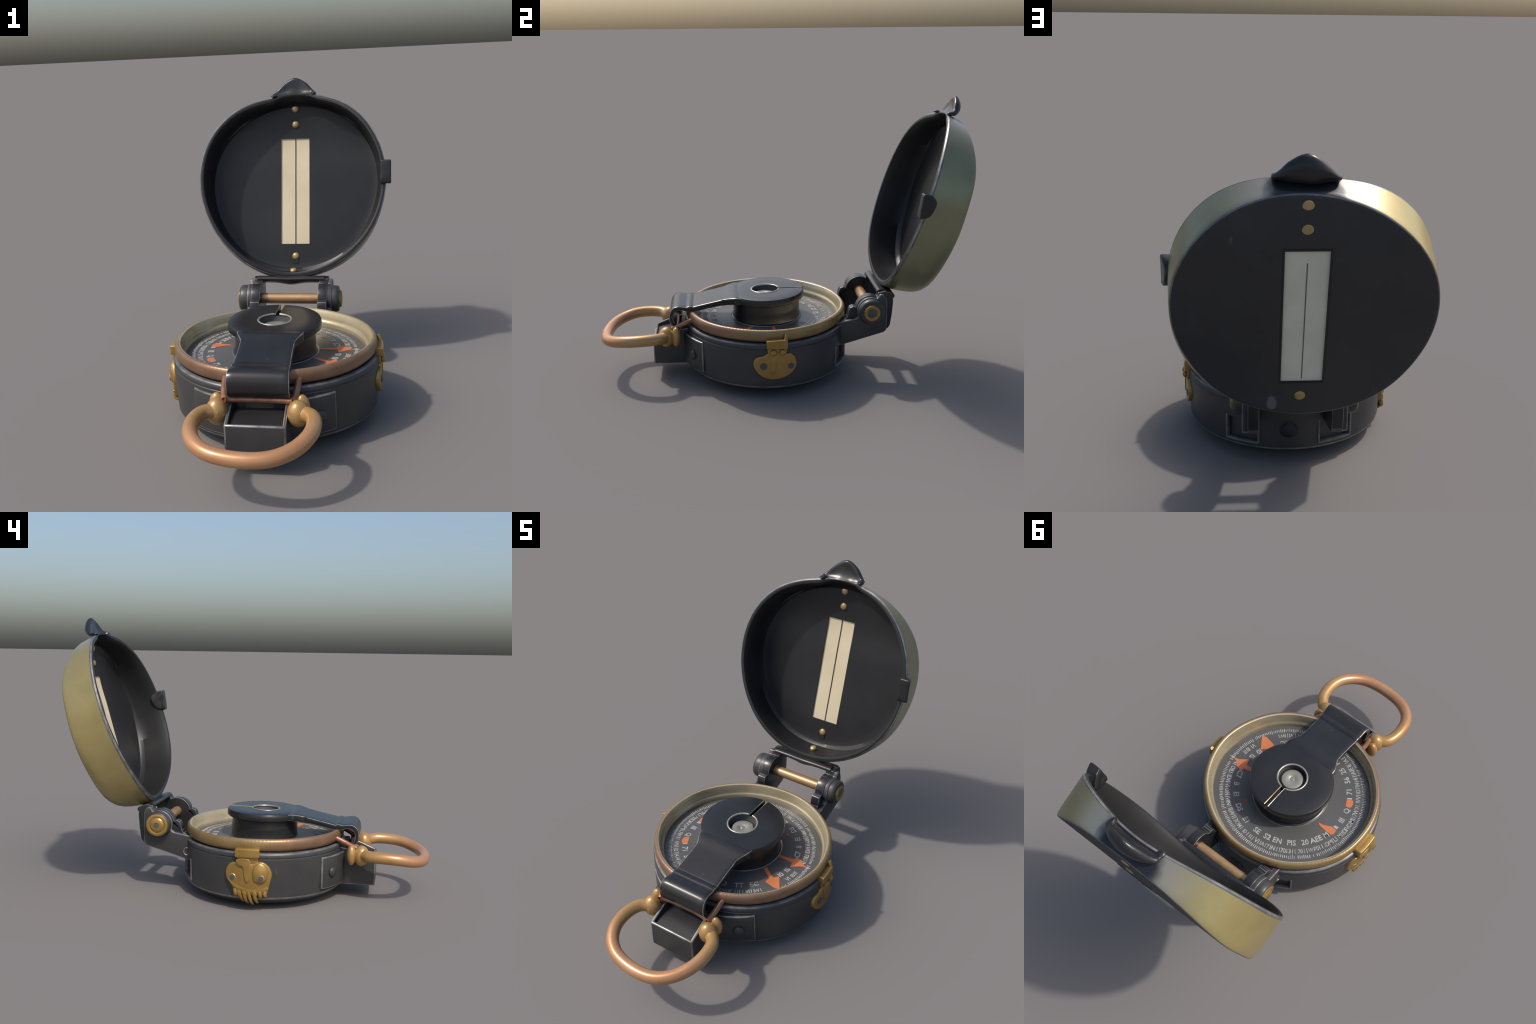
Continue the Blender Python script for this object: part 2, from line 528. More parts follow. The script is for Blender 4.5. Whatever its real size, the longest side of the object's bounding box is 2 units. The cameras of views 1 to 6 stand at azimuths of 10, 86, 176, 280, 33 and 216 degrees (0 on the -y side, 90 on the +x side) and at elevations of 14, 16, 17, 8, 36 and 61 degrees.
bm = bmesh.new()
NT = 240
for k in range(NT):
    a = 2 * pi * k / NT
    r0 = 0.3755 - (0.004 if k % 6 == 0 else 0) + rng.uniform(-0.002, 0.003)
    r1 = 0.393 + rng.uniform(-0.004, 0.003)
    w = 0.0021
    if rng.random() < 0.06:
        continue
    plate(bm, [dpt(r0, a - w / r0, 0), dpt(r1, a - w / r1, 0), dpt(r1, a + w / r1, 0), dpt(r0, a + w / r0, 0)])
tk = add("tick_mark", bm, dial, ["ink"], smooth=30)
tk["kind"] = "stuff"

def text_mesh(s, size, weight):
    cu = bpy.data.curves.new("t", 'FONT')
    cu.body = s
    cu.size = size
    cu.align_x = 'CENTER'
    cu.align_y = 'CENTER'
    cu.offset = weight
    cu.resolution_u = 2
    ob = bpy.data.objects.new("t", cu)
    bpy.context.scene.collection.objects.link(ob)
    dg = bpy.context.evaluated_depsgraph_get()
    me = bpy.data.meshes.new_from_object(ob.evaluated_get(dg))
    bpy.data.objects.remove(ob)
    bpy.data.curves.remove(cu)
    return me

def numeral(s, r, a, height, squeeze, weight=0.0008, name="numeral", outward=False):
    """Raised print, tops toward the hub, bent round the dial."""
    me = text_mesh(s, height * 1.42, weight)
    bm = bmesh.new(); bm.from_mesh(me); bpy.data.meshes.remove(me)
    ext = bmesh.ops.extrude_face_region(bm, geom=bm.faces[:])
    up = [v for v in ext["geom"] if isinstance(v, bmesh.types.BMVert)]
    for v in bm.verts:
        v.co.z = -0.0008
    for v in up:
        v.co.z = 0.0012
    sgn = -1 if not outward else 1
    for v in bm.verts:
        x, y = v.co.x * squeeze, v.co.y
        rr = r + sgn * y
        aa = a - sgn * x / r
        p = dpt(rr, aa, 0)
        v.co = Vector((p.x, p.y, ZI + v.co.z))
    return bm

inner = [("IS", -6.5), ("I0", -16), ("C7", 18.5), ("B", 30), ("EI", 42), ("DS", 57), ("E1", 73), ("SE", 88.5), ("S2", 100.5),
         ("EN", 111), ("PIS", 125), ("20", 138.5), ("AEE", 150), ("M", 161), ("III", -176), ("Q", -164), ("71", -141.5),
         ("56", -128.5), ("25", -117), ("H0", -104), ("T2", -90), ("R3", -75), ("TT", -59.5), ("EC", -45)]
for s, d in inner:
    ob = add("numeral", numeral(s, 0.305, radians(d), 0.029, 0.95, 0.0011), dial, ["ink"], smooth=30)

bm = bmesh.new()
marks = ["IN", "11", "ID", "VI", "EI", "17", "IA", "MI", "W1", "IE", "70", "II", "13", "IV", "41", "OI", "LI", "N1"]
NO = 76
for k in range(NO):
    a = 2 * pi * (k + rng.uniform(-0.15, 0.15)) / NO
    d = math.degrees(a)
    if 322 < d < 342 or d > 357 or d < 8:      # left clear for the two arrows
        continue
    one = numeral(rng.choice(marks), 0.353, a, 0.0245 + rng.uniform(-0.003, 0.003), rng.uniform(0.72, 0.92), 0.0005)
    me = bpy.data.meshes.new("t"); one.to_mesh(me); one.free(); bm.from_mesh(me); bpy.data.meshes.remove(me)
ob = add("scale_numeral", bm, dial, ["ink"], smooth=30)
ob["kind"] = "stuff"

def polar_plate(name, pts, mat, h=0.0016, parent=dial):
    bm = bmesh.new()
    plate(bm, [Vector((CX + r * cos(radians(a)), CY + r * sin(radians(a)), 0)) for r, a in pts], h)
    return add(name, bm, parent, [mat], smooth=30)
polar_plate("arrow", [(0.21, -26.1), (0.287, -28.6), (0.298, -34.2), (0.358, -30.6), (0.379, -27.6), (0.372, -26.8),
                      (0.304, -18.9), (0.293, -24.8), (0.21, -21)], "orange")
polar_plate("arrow", [(0.20, 6.7), (0.291, 4.2), (0.298, -2.2), (0.33, 2.0), (0.349, 3.9), (0.372, 4.2), (0.372, 4.9),
                      (0.349, 6.3), (0.331, 10.4), (0.298, 14.0), (0.290, 9.7), (0.20, 10.5)], "orange", 0.0021)
polar_plate("arrow_tip_line", [(0.370, 4.25), (0.397, 4.3), (0.397, 4.9), (0.370, 4.9)], "ink", 0.0024)
polar_plate("index_mark", [(0.296, -159.6), (0.296, -151.0), (0.320, -150.6), (0.330, -152.2), (0.332, -155.0), (0.328, -158.4),
                           (0.318, -159.8)], "orange")
polar_plate("index_line", [(0.296, -150.6), (0.296, -149.6), (0.323, -149.2), (0.323, -150.4)], "ink")
polar_plate("needle_mark", [(0.225, 165.0), (0.255, 167.6), (0.292, 173.2), (0.322, 173.2), (0.328, 168.8), (0.322, 166.4), (0.285, 164.8),
                            (0.245, 163.6)], "orange")
polar_plate("index_line", [(0.297, 173.9), (0.320, 174.0), (0.320, 177.2), (0.299, 176.4)], "ink", 0.002)
polar_plate("pointer", [(0.240, 49.5), (0.242, 54.2), (0.266, 53.5), (0.262, 48.8)], "red")
for a in (41.2, 44.6):
    polar_plate("dot", [(0.329 + 0.004 * cos(2 * pi * k / 8), a + 0.7 * sin(2 * pi * k / 8)) for k in range(8)], "ink")

# ------------------------------------------------------------------ sighting arm: hub, disc and curled strap
HC = (-0.013, -0.060)
arm = add("sighting_arm", lathe([(0.03, 0.300), (0.206, 0.300), (0.2065, 0.3065), (0.203, 0.3105), (0.1945, 0.313), (0.192, 0.318), (0.191, 0.36),
                        (0.190, 0.385), (0.187, 0.40), (0.187, 0.43), (0.03, 0.43)], 128, HC, 0.985,
                       mat=lambda i, j: 1 if i in (1, 2) else 0), root, ["gloss", "dimworn"])
arm.name = "sighting_arm"; arm.data.name = "sighting_arm"

def disc_profile():
    R = 0.2205
    return [(0.05, 0.419), (0.195, 0.419), (0.213, 0.4205), (R, 0.426), (R + 0.0005, 0.440), (R - 0.0008, 0.4545), (R - 0.0045, 0.4605),
            (R - 0.010, 0.4622), (0.14, 0.4630), (0.05, 0.4630)]
bm = lathe(disc_profile(), 128, HC, 0.965)
# the disc rises a little toward the back
for v in bm.verts:
    v.co.z += 0.022 * (v.co.y - HC[1])
disc = add("lens_plate", bm, arm, ["gloss", "worn", "gold"])

# curled strap: outer line from the neck over the curl, inner line back again
outer = catmull([(-0.120, 0.4480), (-0.165, 0.4500), (-0.200, 0.4555), (-0.222, 0.4590), (-0.240, 0.4598), (-0.265, 0.4560), (-0.31, 0.4445), (-0.39, 0.427), (-0.462, 0.4115), (-0.474, 0.4085), (-0.484, 0.4115),
                 (-0.497, 0.4125), (-0.512, 0.4085), (-0.530, 0.4110), (-0.560, 0.4140), (-0.585, 0.405), (-0.602, 0.382), (-0.6075, 0.350), (-0.603, 0.322),
                 (-0.588, 0.303)], 5)
inner_l = catmull([(-0.570, 0.3005), (-0.578, 0.318), (-0.585, 0.345), (-0.580, 0.372), (-0.562, 0.389), (-0.535, 0.390),
                   (-0.512, 0.381), (-0.485, 0.378), (-0.45, 0.384), (-0.36, 0.402), (-0.25, 0.421), (-0.20, 0.426), (-0.120, 0.430)], 5)
sect = [(p.x, p.y) for p in outer] + [(p.x, p.y) for p in inner_l]
def strap_half(y):
    t = max(0.0, min(1.0, (-0.2 - y) / 0.4))
    flare = max(0.0, min(1.0, (y + 0.315) / 0.085))
    return 0.127 - 0.008 * sin(pi * t) + 0.005 * t + 0.026 * flare ** 2 * (3 - 2 * flare)
bm = bmesh.new()
cols = []
NX = 10
for i in range(NX + 1):
    s = -1 + 2 * i / NX
    # the side faces are rounded by pulling the last columns in
    cols.append([bm.verts.new((-0.009 + s * strap_half(y), y, z - 0.0015 * s ** 6)) for y, z in sect])
grid_faces(bm, cols, closed_u=True)
e0, e1 = bm.faces.new(cols[0]), bm.faces.new(cols[-1])
bmesh.ops.recalc_face_normals(bm, faces=bm.faces[:])
rim = list({e for f in (e0, e1) for e in f.edges})
bmesh.ops.bevel(bm, geom=rim, offset=0.0035, segments=2, profile=0.5, affect='EDGES', material=1)
bmesh.ops.triangulate(bm, faces=[f for f in bm.faces if len(f.verts) > 4])
strap = add("strap", bm, arm, ["gloss", "worn"], smooth=32)
# eyelet, slit and button in the lens plate
def disc_top(y):
    return 0.463 + 0.022 * (y - HC[1])
EC = (-0.011, -0.067)
def cyl(r, z0, z1, c, n=64):
    return lathe([(r, z0), (r, z1)], n, c, 1.0)
def slit():
    d = Vector((0.02, 1.0)).normalized()
    bm = box((-0.0095, 0.0, 0.435), (0.0095, 0.30, 0.50))
    bmesh.ops.rotate(bm, verts=bm.verts[:], cent=(0, 0, 0), matrix=Matrix.Rotation(radians(-2.0), 3, 'Z'))
    bmesh.ops.translate(bm, verts=bm.verts[:], vec=(EC[0], EC[1], 0))
    return bm
cut(disc, [cyl(0.078, 0.36, 0.52, EC), slit()])
cut(strap, [cyl(0.0795, 0.30, 0.60, EC)])
cut(arm, [cyl(0.078, 0.424, 0.60, EC)])
# bright rim of the eyelet, open where the slit meets it
def rim_path():
    a0, a1 = radians(99), radians(99 + 342)
    return [Vector((EC[0] + 0.0775 * cos(a0 + (a1 - a0) * i / 72), EC[1] + 0.0775 * sin(a0 + (a1 - a0) * i / 72),
                    disc_top(EC[1] + 0.0775 * sin(a0 + (a1 - a0) * i / 72)) - 0.0020)) for i in range(73)]
add("eyelet_rim", tube(rim_path(), 0.0052, 10), arm, ["steel"])
for s in (-1, 1):
    x0 = EC[0] + s * 0.0115
    pts = [Vector((x0 + 0.035 * (y - EC[1]), y, disc_top(y) - 0.0028)) for y in [EC[1] + 0.077 + 0.134 * i / 12 for i in range(13)]]
    add("slit_lip", tube(pts, 0.0030, 8), arm, ["rivet" if s > 0 else "steel"])
add("eyelet_well", lathe([(0.077, 0.455), (0.0765, 0.430), (0.072, 0.4235), (0.01, 0.4235), (0.01, 0.4215), (0.0775, 0.4215), (0.0785, 0.455)], 64, EC, 1.0, cap=False), arm, ["bolt"])
add("button", lathe([(0.057, 0.422), (0.058, 0.432), (0.055, 0.436), (0.050, 0.4372), (0.018, 0.4375), (0.016, 0.4363),
                     (0.012, 0.4358), (0.009, 0.4385), (0.001, 0.439)], 56, (EC[0] + 0.001, EC[1] - 0.003), 1.0), arm, ["steel"])

# copper wire frame under the curl
cw = add("copper_frame", tube(catmull([(-0.152, -0.594, 0.290), (-0.125, -0.580, 0.286), (-0.06, -0.570, 0.283), (0.04, -0.568, 0.282), (0.10, -0.576, 0.285),
                                        (0.137, -0.586, 0.288)], 6), lambda t: 0.0135 + 0.006 * abs(2 * t - 1) ** 5, 16), root, ["copper"])
for sx, base in ((1, 0.134), (-1, -0.152)):
    pts = catmull([(base, -0.592, 0.288), (base + sx * 0.006, -0.565, 0.300), (base + sx * 0.012, -0.530, 0.320), (base + sx * 0.016, -0.470, 0.348)], 6)
    add("frame_wire", tube(pts, lambda t: 0.016 - 0.002 * t, 14), cw, ["copper"])

# ------------------------------------------------------------------ thumb loop
L = [(-0.178, -0.634, 0.256), (-0.206, -0.642, 0.259), (-0.240, -0.675, 0.262), (-0.257, -0.745, 0.262), (-0.250, -0.825, 0.256), (-0.215, -0.893, 0.242),
     (-0.150, -0.942, 0.230), (-0.06, -0.965, 0.223), (0.035, -0.967, 0.222), (0.110, -0.948, 0.228), (0.172, -0.903, 0.240),
     (0.214, -0.838, 0.254), (0.229, -0.765, 0.261), (0.221, -0.690, 0.263), (0.190, -0.643, 0.258), (0.155, -0.630, 0.255)]
loop = add("thumb_loop", tube(catmull([(x + 0.006, y, z) for x, y, z in L], 7), lambda t: 0.0315 + 0.002 * (abs(2 * t - 1) ** 6), 24), root, ["loop"])
for x, s in ((-0.180, -1), (0.158, 1)):
    add("loop_knob", ball((x, -0.624, 0.252), 0.046, 0.044, 0.058), loop, ["loop"])
    bm = ball((x + 0.010 * s, -0.570, 0.255), 0.034, 0.026, 0.057)
    add("loop_washer", bm, loop, ["loop"])

# ------------------------------------------------------------------ brass clasps on the case sides
def on_side(sx, r0):
    """Map (y, z, depth) onto the case wall on side sx."""
    def place(y, z, d):
        r = r0 + d
        t = max(-0.98, min(0.98, (y - CY) / (KY * r)))
        return Vector((CX + sx * r * sqrt(1 - t * t), y, z))
    return place

def clasp_piece(outline, lo, hi, sx, bevel, parent, name, mat="gold", holes=(), r0=0.480, bulge=0.0):
    """Plate cut to an outline, sliced fine enough to be bent round the wall."""
    bm = prism(outline, lo, hi, lambda a, b, d: (a, b, d), bevel, 3, 0, 30)
    ys = [p[0] for p in outline]
    y = min(ys) + 0.012
    while y < max(ys) - 0.002:
        bmesh.ops.bisect_plane(bm, geom=bm.verts[:] + bm.edges[:] + bm.faces[:], plane_co=(y, 0, 0), plane_no=(1, 0, 0))
        y += 0.012
    zs = [p[1] for p in outline]
    z = min(zs) + 0.02
    while z < max(zs) - 0.004:
        bmesh.ops.bisect_plane(bm, geom=bm.verts[:] + bm.edges[:] + bm.faces[:], plane_co=(0, z, 0), plane_no=(0, 1, 0))
        z += 0.02
    yc, zc = sum(ys) / len(ys), sum(zs) / len(zs)
    hy, hz = (max(ys) - min(ys)) / 2, (max(zs) - min(zs)) / 2
    pl = on_side(sx, r0)
    for v in bm.verts:
        y, z, d = v.co
        if bulge and d > 0:
            q = 1 - min(1.0, ((y - yc) / hy) ** 2 + ((z - zc) / hz) ** 2)
            d += bulge * q
        v.co = pl(y, z, d)
    return add(name, bm, parent, [mat], smooth=45)

def smooth_outline(pts, per=5):
    return [(p.x, p.y) for p in catmull([(a, b, 0) for a, b in pts], per, True)]

# right side
o = smooth_outline([(-0.160, 0.205), (-0.153, 0.178), (-0.130, 0.148), (-0.095, 0.127), (-0.052, 0.119), (-0.005, 0.126), (0.036, 0.146),
                    (0.060, 0.172), (0.068, 0.200), (0.062, 0.228), (0.045, 0.252), (0.030, 0.262), (0.016, 0.260), (0.004, 0.266), (-0.04, 0.272),
                    (-0.086, 0.264), (-0.105, 0.252), (-0.135, 0.244), (-0.153, 0.228)])
cr = clasp_piece(o, -0.008, 0.016, 1, 0.006, root, "clasp")
clasp_piece([(-0.090, 0.294), (0.020, 0.291), (0.022, 0.337), (0.017, 0.341), (-0.086, 0.338), (-0.091, 0.334)], -0.02, 0.024, 1, 0.008, cr, "clasp_hinge_bar")
clasp_piece([(-0.084, 0.255), (0.014, 0.255), (0.018, 0.298), (-0.086, 0.298)], -0.01, 0.012, 1, 0.004, cr, "clasp_neck")
clasp_piece(smooth_outline([(-0.076, 0.262), (-0.036, 0.262), (-0.040, 0.215), (-0.045, 0.172), (-0.056, 0.158), (-0.066, 0.172), (-0.072, 0.215)], 3), 0.0, 0.021, 1, 0.004, cr, "clasp_tongue")
p = on_side(1, 0.480)
for y, rr in ((-0.054, 0.017), (-0.006, 0.016)):
    c = p(y, 0.272, 0.020)
    add("clasp_bead", ball(c, 0.013, rr, 0.017), cr, ["gold"])
add("clasp_lug", tube([p(0.008, 0.335, 0.012), p(0.013, 0.352, 0.010), p(0.015, 0.364, 0.004)], 0.010, 12), cr, ["gold"])
def side_normal(y, sx, r=RC):
    q = p(y, 0.2, 0) if sx > 0 else pl_(y, 0.2, 0)
    return Vector(((q.x - CX), (q.y - CY) / KY, 0)).normalized()
pl_ = on_side(-1, 0.480)
for y, z, r in ((-0.107, 0.196, 0.019), (0.037, 0.192, 0.016)):
    add("clasp_rivet", turned([(r, -0.004), (r, 0.0030), (r - 0.003, 0.0035), (0.002, 0.003)], p(y, z, 0.0155), side_normal(y, 1), 24), cr, ["bolt"])

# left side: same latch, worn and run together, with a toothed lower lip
o = smooth_outline([(0.069, 0.192), (0.066, 0.222), (0.048, 0.250), (0.026, 0.262), (0.010, 0.262), (-0.03, 0.262), (-0.075, 0.258), (-0.100, 0.268), (-0.130, 0.268),
                    (-0.155, 0.252), (-0.172, 0.224), (-0.177, 0.195), (-0.170, 0.165), (-0.160, 0.120), (-0.150, 0.098), (-0.120, 0.094), (-0.07, 0.092), (-0.02, 0.095),
                    (0.012, 0.105), (0.030, 0.128), (0.046, 0.150), (0.062, 0.170)])
cl = clasp_piece(o, -0.008, 0.015, -1, 0.006, root, "clasp", bulge=0.004)
clasp_piece([(0.018, 0.296), (0.019, 0.328), (0.012, 0.338), (-0.112, 0.339), (-0.113, 0.293), (0.012, 0.290)], -0.02, 0.026, -1, 0.010, cl, "clasp_hinge_bar")
clasp_piece([(0.006, 0.255), (0.006, 0.297), (-0.106, 0.297), (-0.106, 0.255)], -0.01, 0.012, -1, 0.004, cl, "clasp_neck")
clasp_piece(smooth_outline([(0.010, 0.276), (-0.02, 0.288), (-0.062, 0.284), (-0.068, 0.25), (-0.067, 0.20), (-0.058, 0.168), (-0.045, 0.166), (-0.034, 0.20), (-0.028, 0.244), (-0.004, 0.250)], 3),
            0.0, 0.027, -1, 0.008, cl, "clasp_tongue")
clasp_piece(smooth_outline([(-0.082, 0.166), (-0.076, 0.20), (-0.084, 0.245), (-0.108, 0.266), (-0.140, 0.258), (-0.160, 0.225), (-0.158, 0.19), (-0.140, 0.160), (-0.11, 0.156)], 4),
            0.0, 0.022, -1, 0.008, cl, "clasp_boss", bulge=0.014)
clasp_piece(smooth_outline([(0.045, 0.158), (0.055, 0.172), (0.02, 0.146), (-0.04, 0.126), (-0.10, 0.122), (-0.15, 0.136), (-0.16, 0.124), (-0.11, 0.106), (-0.05, 0.106), (0.01, 0.124)], 4),
            0.0, 0.020, -1, 0.005, cl, "clasp_lip")
for y, z, r, d in ((0.029, 0.184, 0.0145, 0.0185), (-0.124, 0.187, 0.0155, 0.0335)):
    add("clasp_rivet", turned([(r + 0.004, -0.008), (r + 0.004, -0.001), (r + 0.001, 0.0018), (r, 0.0018)], pl_(y, z, d), side_normal(y, -1), 24), cl, ["rivet"])
    add("clasp_rivet_core", turned([(r, -0.004), (r, 0.0025), (r * 0.7, 0.0034), (0.002, 0.0036)], pl_(y, z, d), side_normal(y, -1), 24), cl, ["bolt"])
# (root y, tip y, tip z, thickness): a few long drips in the middle, stubs at the ends
for y, y2, tip, r in ((0.012, 0.004, 0.084, 0.013), (-0.006, -0.014, 0.076, 0.012), (-0.012, -0.031, 0.046, 0.010), (-0.034, -0.053, 0.036, 0.0115), (-0.040, -0.044, 0.066, 0.012),
                      (-0.060, -0.077, 0.029, 0.0115), (-0.088, -0.102, 0.040, 0.012), (-0.092, -0.090, 0.070, 0.013), (-0.118, -0.121, 0.073, 0.013), (-0.142, -0.148, 0.081, 0.012)):
    pts = catmull([pl_(y + 0.003, 0.120, 0.006), pl_(y, 0.096, 0.011), pl_((y + y2) / 2, (0.092 + tip) / 2, 0.004), pl_(y2, tip, -0.004 - 0.5 * max(0.0, 0.085 - tip))], 5)
    add("clasp_tooth", tube(pts, lambda t, r=r: r * (1 - t) ** 0.5 * 0.75 + 0.0042, 12), cl, ["gold"])

# ------------------------------------------------------------------ hinge: case arms, axle, caps
XM = -0.013
AX = (0.503, 0.388)           # axle (y, z)
arm_out = [(0.312, 0.185), (0.350, 0.194), (0.470, 0.229), (0.578, 0.260), (0.591, 0.271), (0.594, 0.285), (0.594, 0.430), (0.588, 0.462), (0.572, 0.479), (0.553, 0.480)]
arm_out += arc2(AX, 0.076, 62, 205, 16)
arm_out += [(0.424, 0.346), (0.412, 0.343), (0.380, 0.337), (0.340, 0.329), (0.312, 0.325)]
lug_out = [(0.312, 0.187), (0.350, 0.196), (0.470, 0.231), (0.578, 0.262), (0.604, 0.274), (0.616, 0.292), (0.625, 0.350), (0.631, 0.430), (0.628, 0.462), (0.612, 0.482), (0.585, 0.490), (0.548, 0.484)]
lug_out += arc2(AX, 0.081, 62, 196, 16)
lug_out += [(0.431, 0.392), (0.422, 0.403), (0.408, 0.407), (0.392, 0.400), (0.383, 0.382), (0.378, 0.350), (0.366, 0.336), (0.340, 0.329), (0.312, 0.325)]
hinge = None
for s in (1, -1):
    xa, xb = XM + s * 0.190, XM + s * 0.226
    ob = add("hinge_arm", prism(arm_out, min(xa, xb), max(xa, xb), lambda a, b, d: (d, a, b), 0.006, 3, 1, 20), case, ["case", "dimworn"])
axle = add("hinge_axle", tube([Vector((XM - 0.16, *AX)), Vector((XM + 0.16, *AX))], 0.0285, 28), root, ["axle"])
capL = add("axle_cap", turned([(0.072, 0.0), (0.073, 0.018), (0.0715, 0.034), (0.067, 0.043), (0.062, 0.046), (0.004, 0.046)],
                              (XM - 0.224, *AX), (-1, 0, 0), 56), axle, ["case"])
add("axle_washer", turned([(0.0615, 0.0), (0.061, 0.002), (0.056, 0.0045), (0.045, 0.0052), (0.0425, 0.0035), (0.040, 0.0055), (0.036, 0.009), (0.026, 0.0125), (0.016, 0.0135),
                           (0.0145, 0.012), (0.002, 0.012)],
                          (XM - 0.2695, *AX), (-1, 0, 0), 56), axle, ["gold"])
add("axle_end", turned([(0.0145, 0.0), (0.0145, 0.0138), (0.002, 0.0145)], (XM - 0.2695, *AX), (-1, 0, 0), 24), axle, ["bolt"])
capR = add("axle_cap", turned([(0.070, 0.0), (0.071, 0.020), (0.068, 0.033), (0.062, 0.038), (0.004, 0.039)],
                              (XM + 0.224, *AX), (1, 0, 0), 56), axle, ["case"])
add("axle_washer", turned([(0.046, 0.0), (0.0455, 0.006), (0.042, 0.0115), (0.034, 0.0135), (0.027, 0.012), (0.024, 0.008), (0.002, 0.008)],
                          (XM + 0.2625, *AX), (1, 0, 0), 48), axle, ["gold"])
add("axle_end", turned([(0.0245, 0.0), (0.0245, 0.0095), (0.018, 0.0115), (0.002, 0.012)], (XM + 0.2625, *AX), (1, 0, 0), 32), axle, ["bolt"])
# little punched eye on the left arm
add("arm_eye", tube(catmull([(XM - 0.227, 0.345 + 0.016 * cos(a), 0.238 + 0.021 * sin(a)) for a in [radians(x) for x in (90, 150, 210, 270, 330, 30)]], 4, True), 0.0042, 8), case, ["worn"])

# ------------------------------------------------------------------ lid
# Two slightly irregular ovals describe it: the open rim and the edge of the flat back.
RIM = dict(c=(-0.0119, 0.722, 0.9812), tilt=0.3369, r=0.4613, k=1.2226,
           h={2: (0.048, -0.0007, 0.0247, 0.0032), 3: (-0.0015, 0.0085, 0.0029, 0.0005), 4: (0.0015, -0.0034, -0.0054, -0.0004)})
BACK = dict(c=(-0.0152, 0.9008, 0.9279), tilt=0.2411, r=0.490, k=1.0107,
            h={2: (0.008, 0.0064, 0, 0), 3: (-0.0021, 0.0065, 0, 0), 4: (0, -0.001, 0, 0)})
def oval(o, t, inset=0.0, lift=0.0):
    """Point on an oval: harmonics wobble its radius and push it along its normal."""
    rr, nn = o["r"] - inset, lift
    for k, (a, b, c, d) in o["h"].items():
        rr += a * cos(k * t) + b * sin(k * t)
        nn += c * cos(k * t) + d * sin(k * t)
    si, co = sin(o["tilt"]), cos(o["tilt"])
    right, up, nrm = Vector((1, 0, 0)), Vector((0, si, co)), Vector((0, -co, si))
    return Vector(o["c"]) + right * (rr * cos(t)) + up * (o["k"] * rr * sin(t)) + nrm * nn

BN = Vector((0, -cos(BACK["tilt"]), sin(BACK["tilt"])))    # inward normal of the back
BU = Vector((0, sin(BACK["tilt"]), cos(BACK["tilt"])))
BC = Vector(BACK["c"])
BOW = [(-1.0, -0.002), (-0.6, -0.001), (-0.2, 0.008), (0.2, 0.0135), (0.45, 0.020), (0.65, 0.0145), (0.85, -0.002), (1.0, -0.015)]
def dome_at(x, h):
    """How far the back is bowed outward at height h above its centre (it bends about x only)."""
    h = max(-1.0, min(1.0, h / 0.49))
    pts = BOW
    for k in range(len(pts) - 1):
        if h <= pts[k + 1][0] or k == len(pts) - 2:
            p0, p1, p2, p3 = (pts[max(0, min(len(pts) - 1, k + q))] for q in (-1, 0, 1, 2))
            w = p2[0] - p1[0]
            f = (h - p1[0]) / w
            m1 = (p2[1] - p0[1]) / (p2[0] - p0[0]) * w
            m2 = (p3[1] - p1[1]) / (p3[0] - p1[0]) * w
            return ((2 * f ** 3 - 3 * f ** 2 + 1) * p1[1] + (f ** 3 - 2 * f ** 2 + f) * m1
                    + (3 * f ** 2 - 2 * f ** 3) * p2[1] + (f ** 3 - f ** 2) * m2)
def on_back(x, z, d):
    """A point at width x and height z, d metres inside the outer back face."""
    s = (z - BC.z) / BU.z
    q = BC + BU * s
    return Vector((x, q.y, q.z)) + BN * (d - dome_at(x, s))
def pressed(p):
    return p - BN * dome_at(p.x, (p - BC).dot(BU))

def oval_b(t, inset=0.0, d=0.0):
    """Edge of the bowed back, d inside its face."""
    full = 0.010 * math.exp(-((abs(t - 1.5 * pi) - 0.70) / 0.42) ** 2)
    return pressed(oval(BACK, t, inset - full) + BN * d)

NL = 176
bm = bmesh.new()
rows, kinds = [], []
def row(fn, kind):
    rows.append([bm.verts.new(fn(2 * pi * j / NL)) for j in range(NL)])
    kinds.append(kind)
def thin(t):
    """The rim wall is pinched thin where the thumb tab grows out of it."""
    return 1 - 0.82 * math.exp(-(((t - pi / 2 + 0.02) / 0.27) ** 4))
def mixp(t, f, inset_f=0.0, inset_b=0.0, db=0.0, lift=0.0):
    a = oval(RIM, t, inset_f * thin(t), lift)
    b = oval_b(t, inset_b, db)
    # the band swells underneath, toward the hinge
    out = 0.016 * max(0.0, -sin(t)) ** 1.2 * sin(pi * min(1.0, f) ** 0.8)
    if sin(t) < 0:
        out += 0.013 * abs(sin(2 * t)) * sin(pi * max(0.0, f) ** 3.2)
    return a.lerp(b, f) + Vector((cos(t), 0, sin(t))) * out
PANEL = 0.033
SK, BAND, EDGE, BK, LINE = 0, 1, 2, 3, 4
# inside: panel centre to panel edge, fillet, wall up to the rim, over the crown, down the band, back face
for f in (0.02, 0.15, 0.3, 0.45, 0.6, 0.72, 0.83, 0.93):
    row(lambda t, f=f: pressed(BC + BN * PANEL + (oval(BACK, t, 0.038) - BC) * f), SK)
row(lambda t: pressed(BC + BN * (PANEL + 0.0005) + (oval(BACK, t, 0.038) - BC) * 0.985), SK)
row(lambda t: oval_b(t, 0.0355, PANEL + 0.003), SK)
row(lambda t: oval_b(t, 0.033, PANEL + 0.010), SK)
for f in (0.72, 0.5, 0.28, 0.10):
    row(lambda t, f=f: mixp(t, f, 0.029, 0.032), SK)
row(lambda t: mixp(t, 0.035, 0.0255, 0.026), SK)
row(lambda t: oval(RIM, t, 0.023 * thin(t), 0.002 * thin(t)), SK)
row(lambda t: oval(RIM, t, 0.017 * thin(t), 0.0045 * thin(t)), SK)
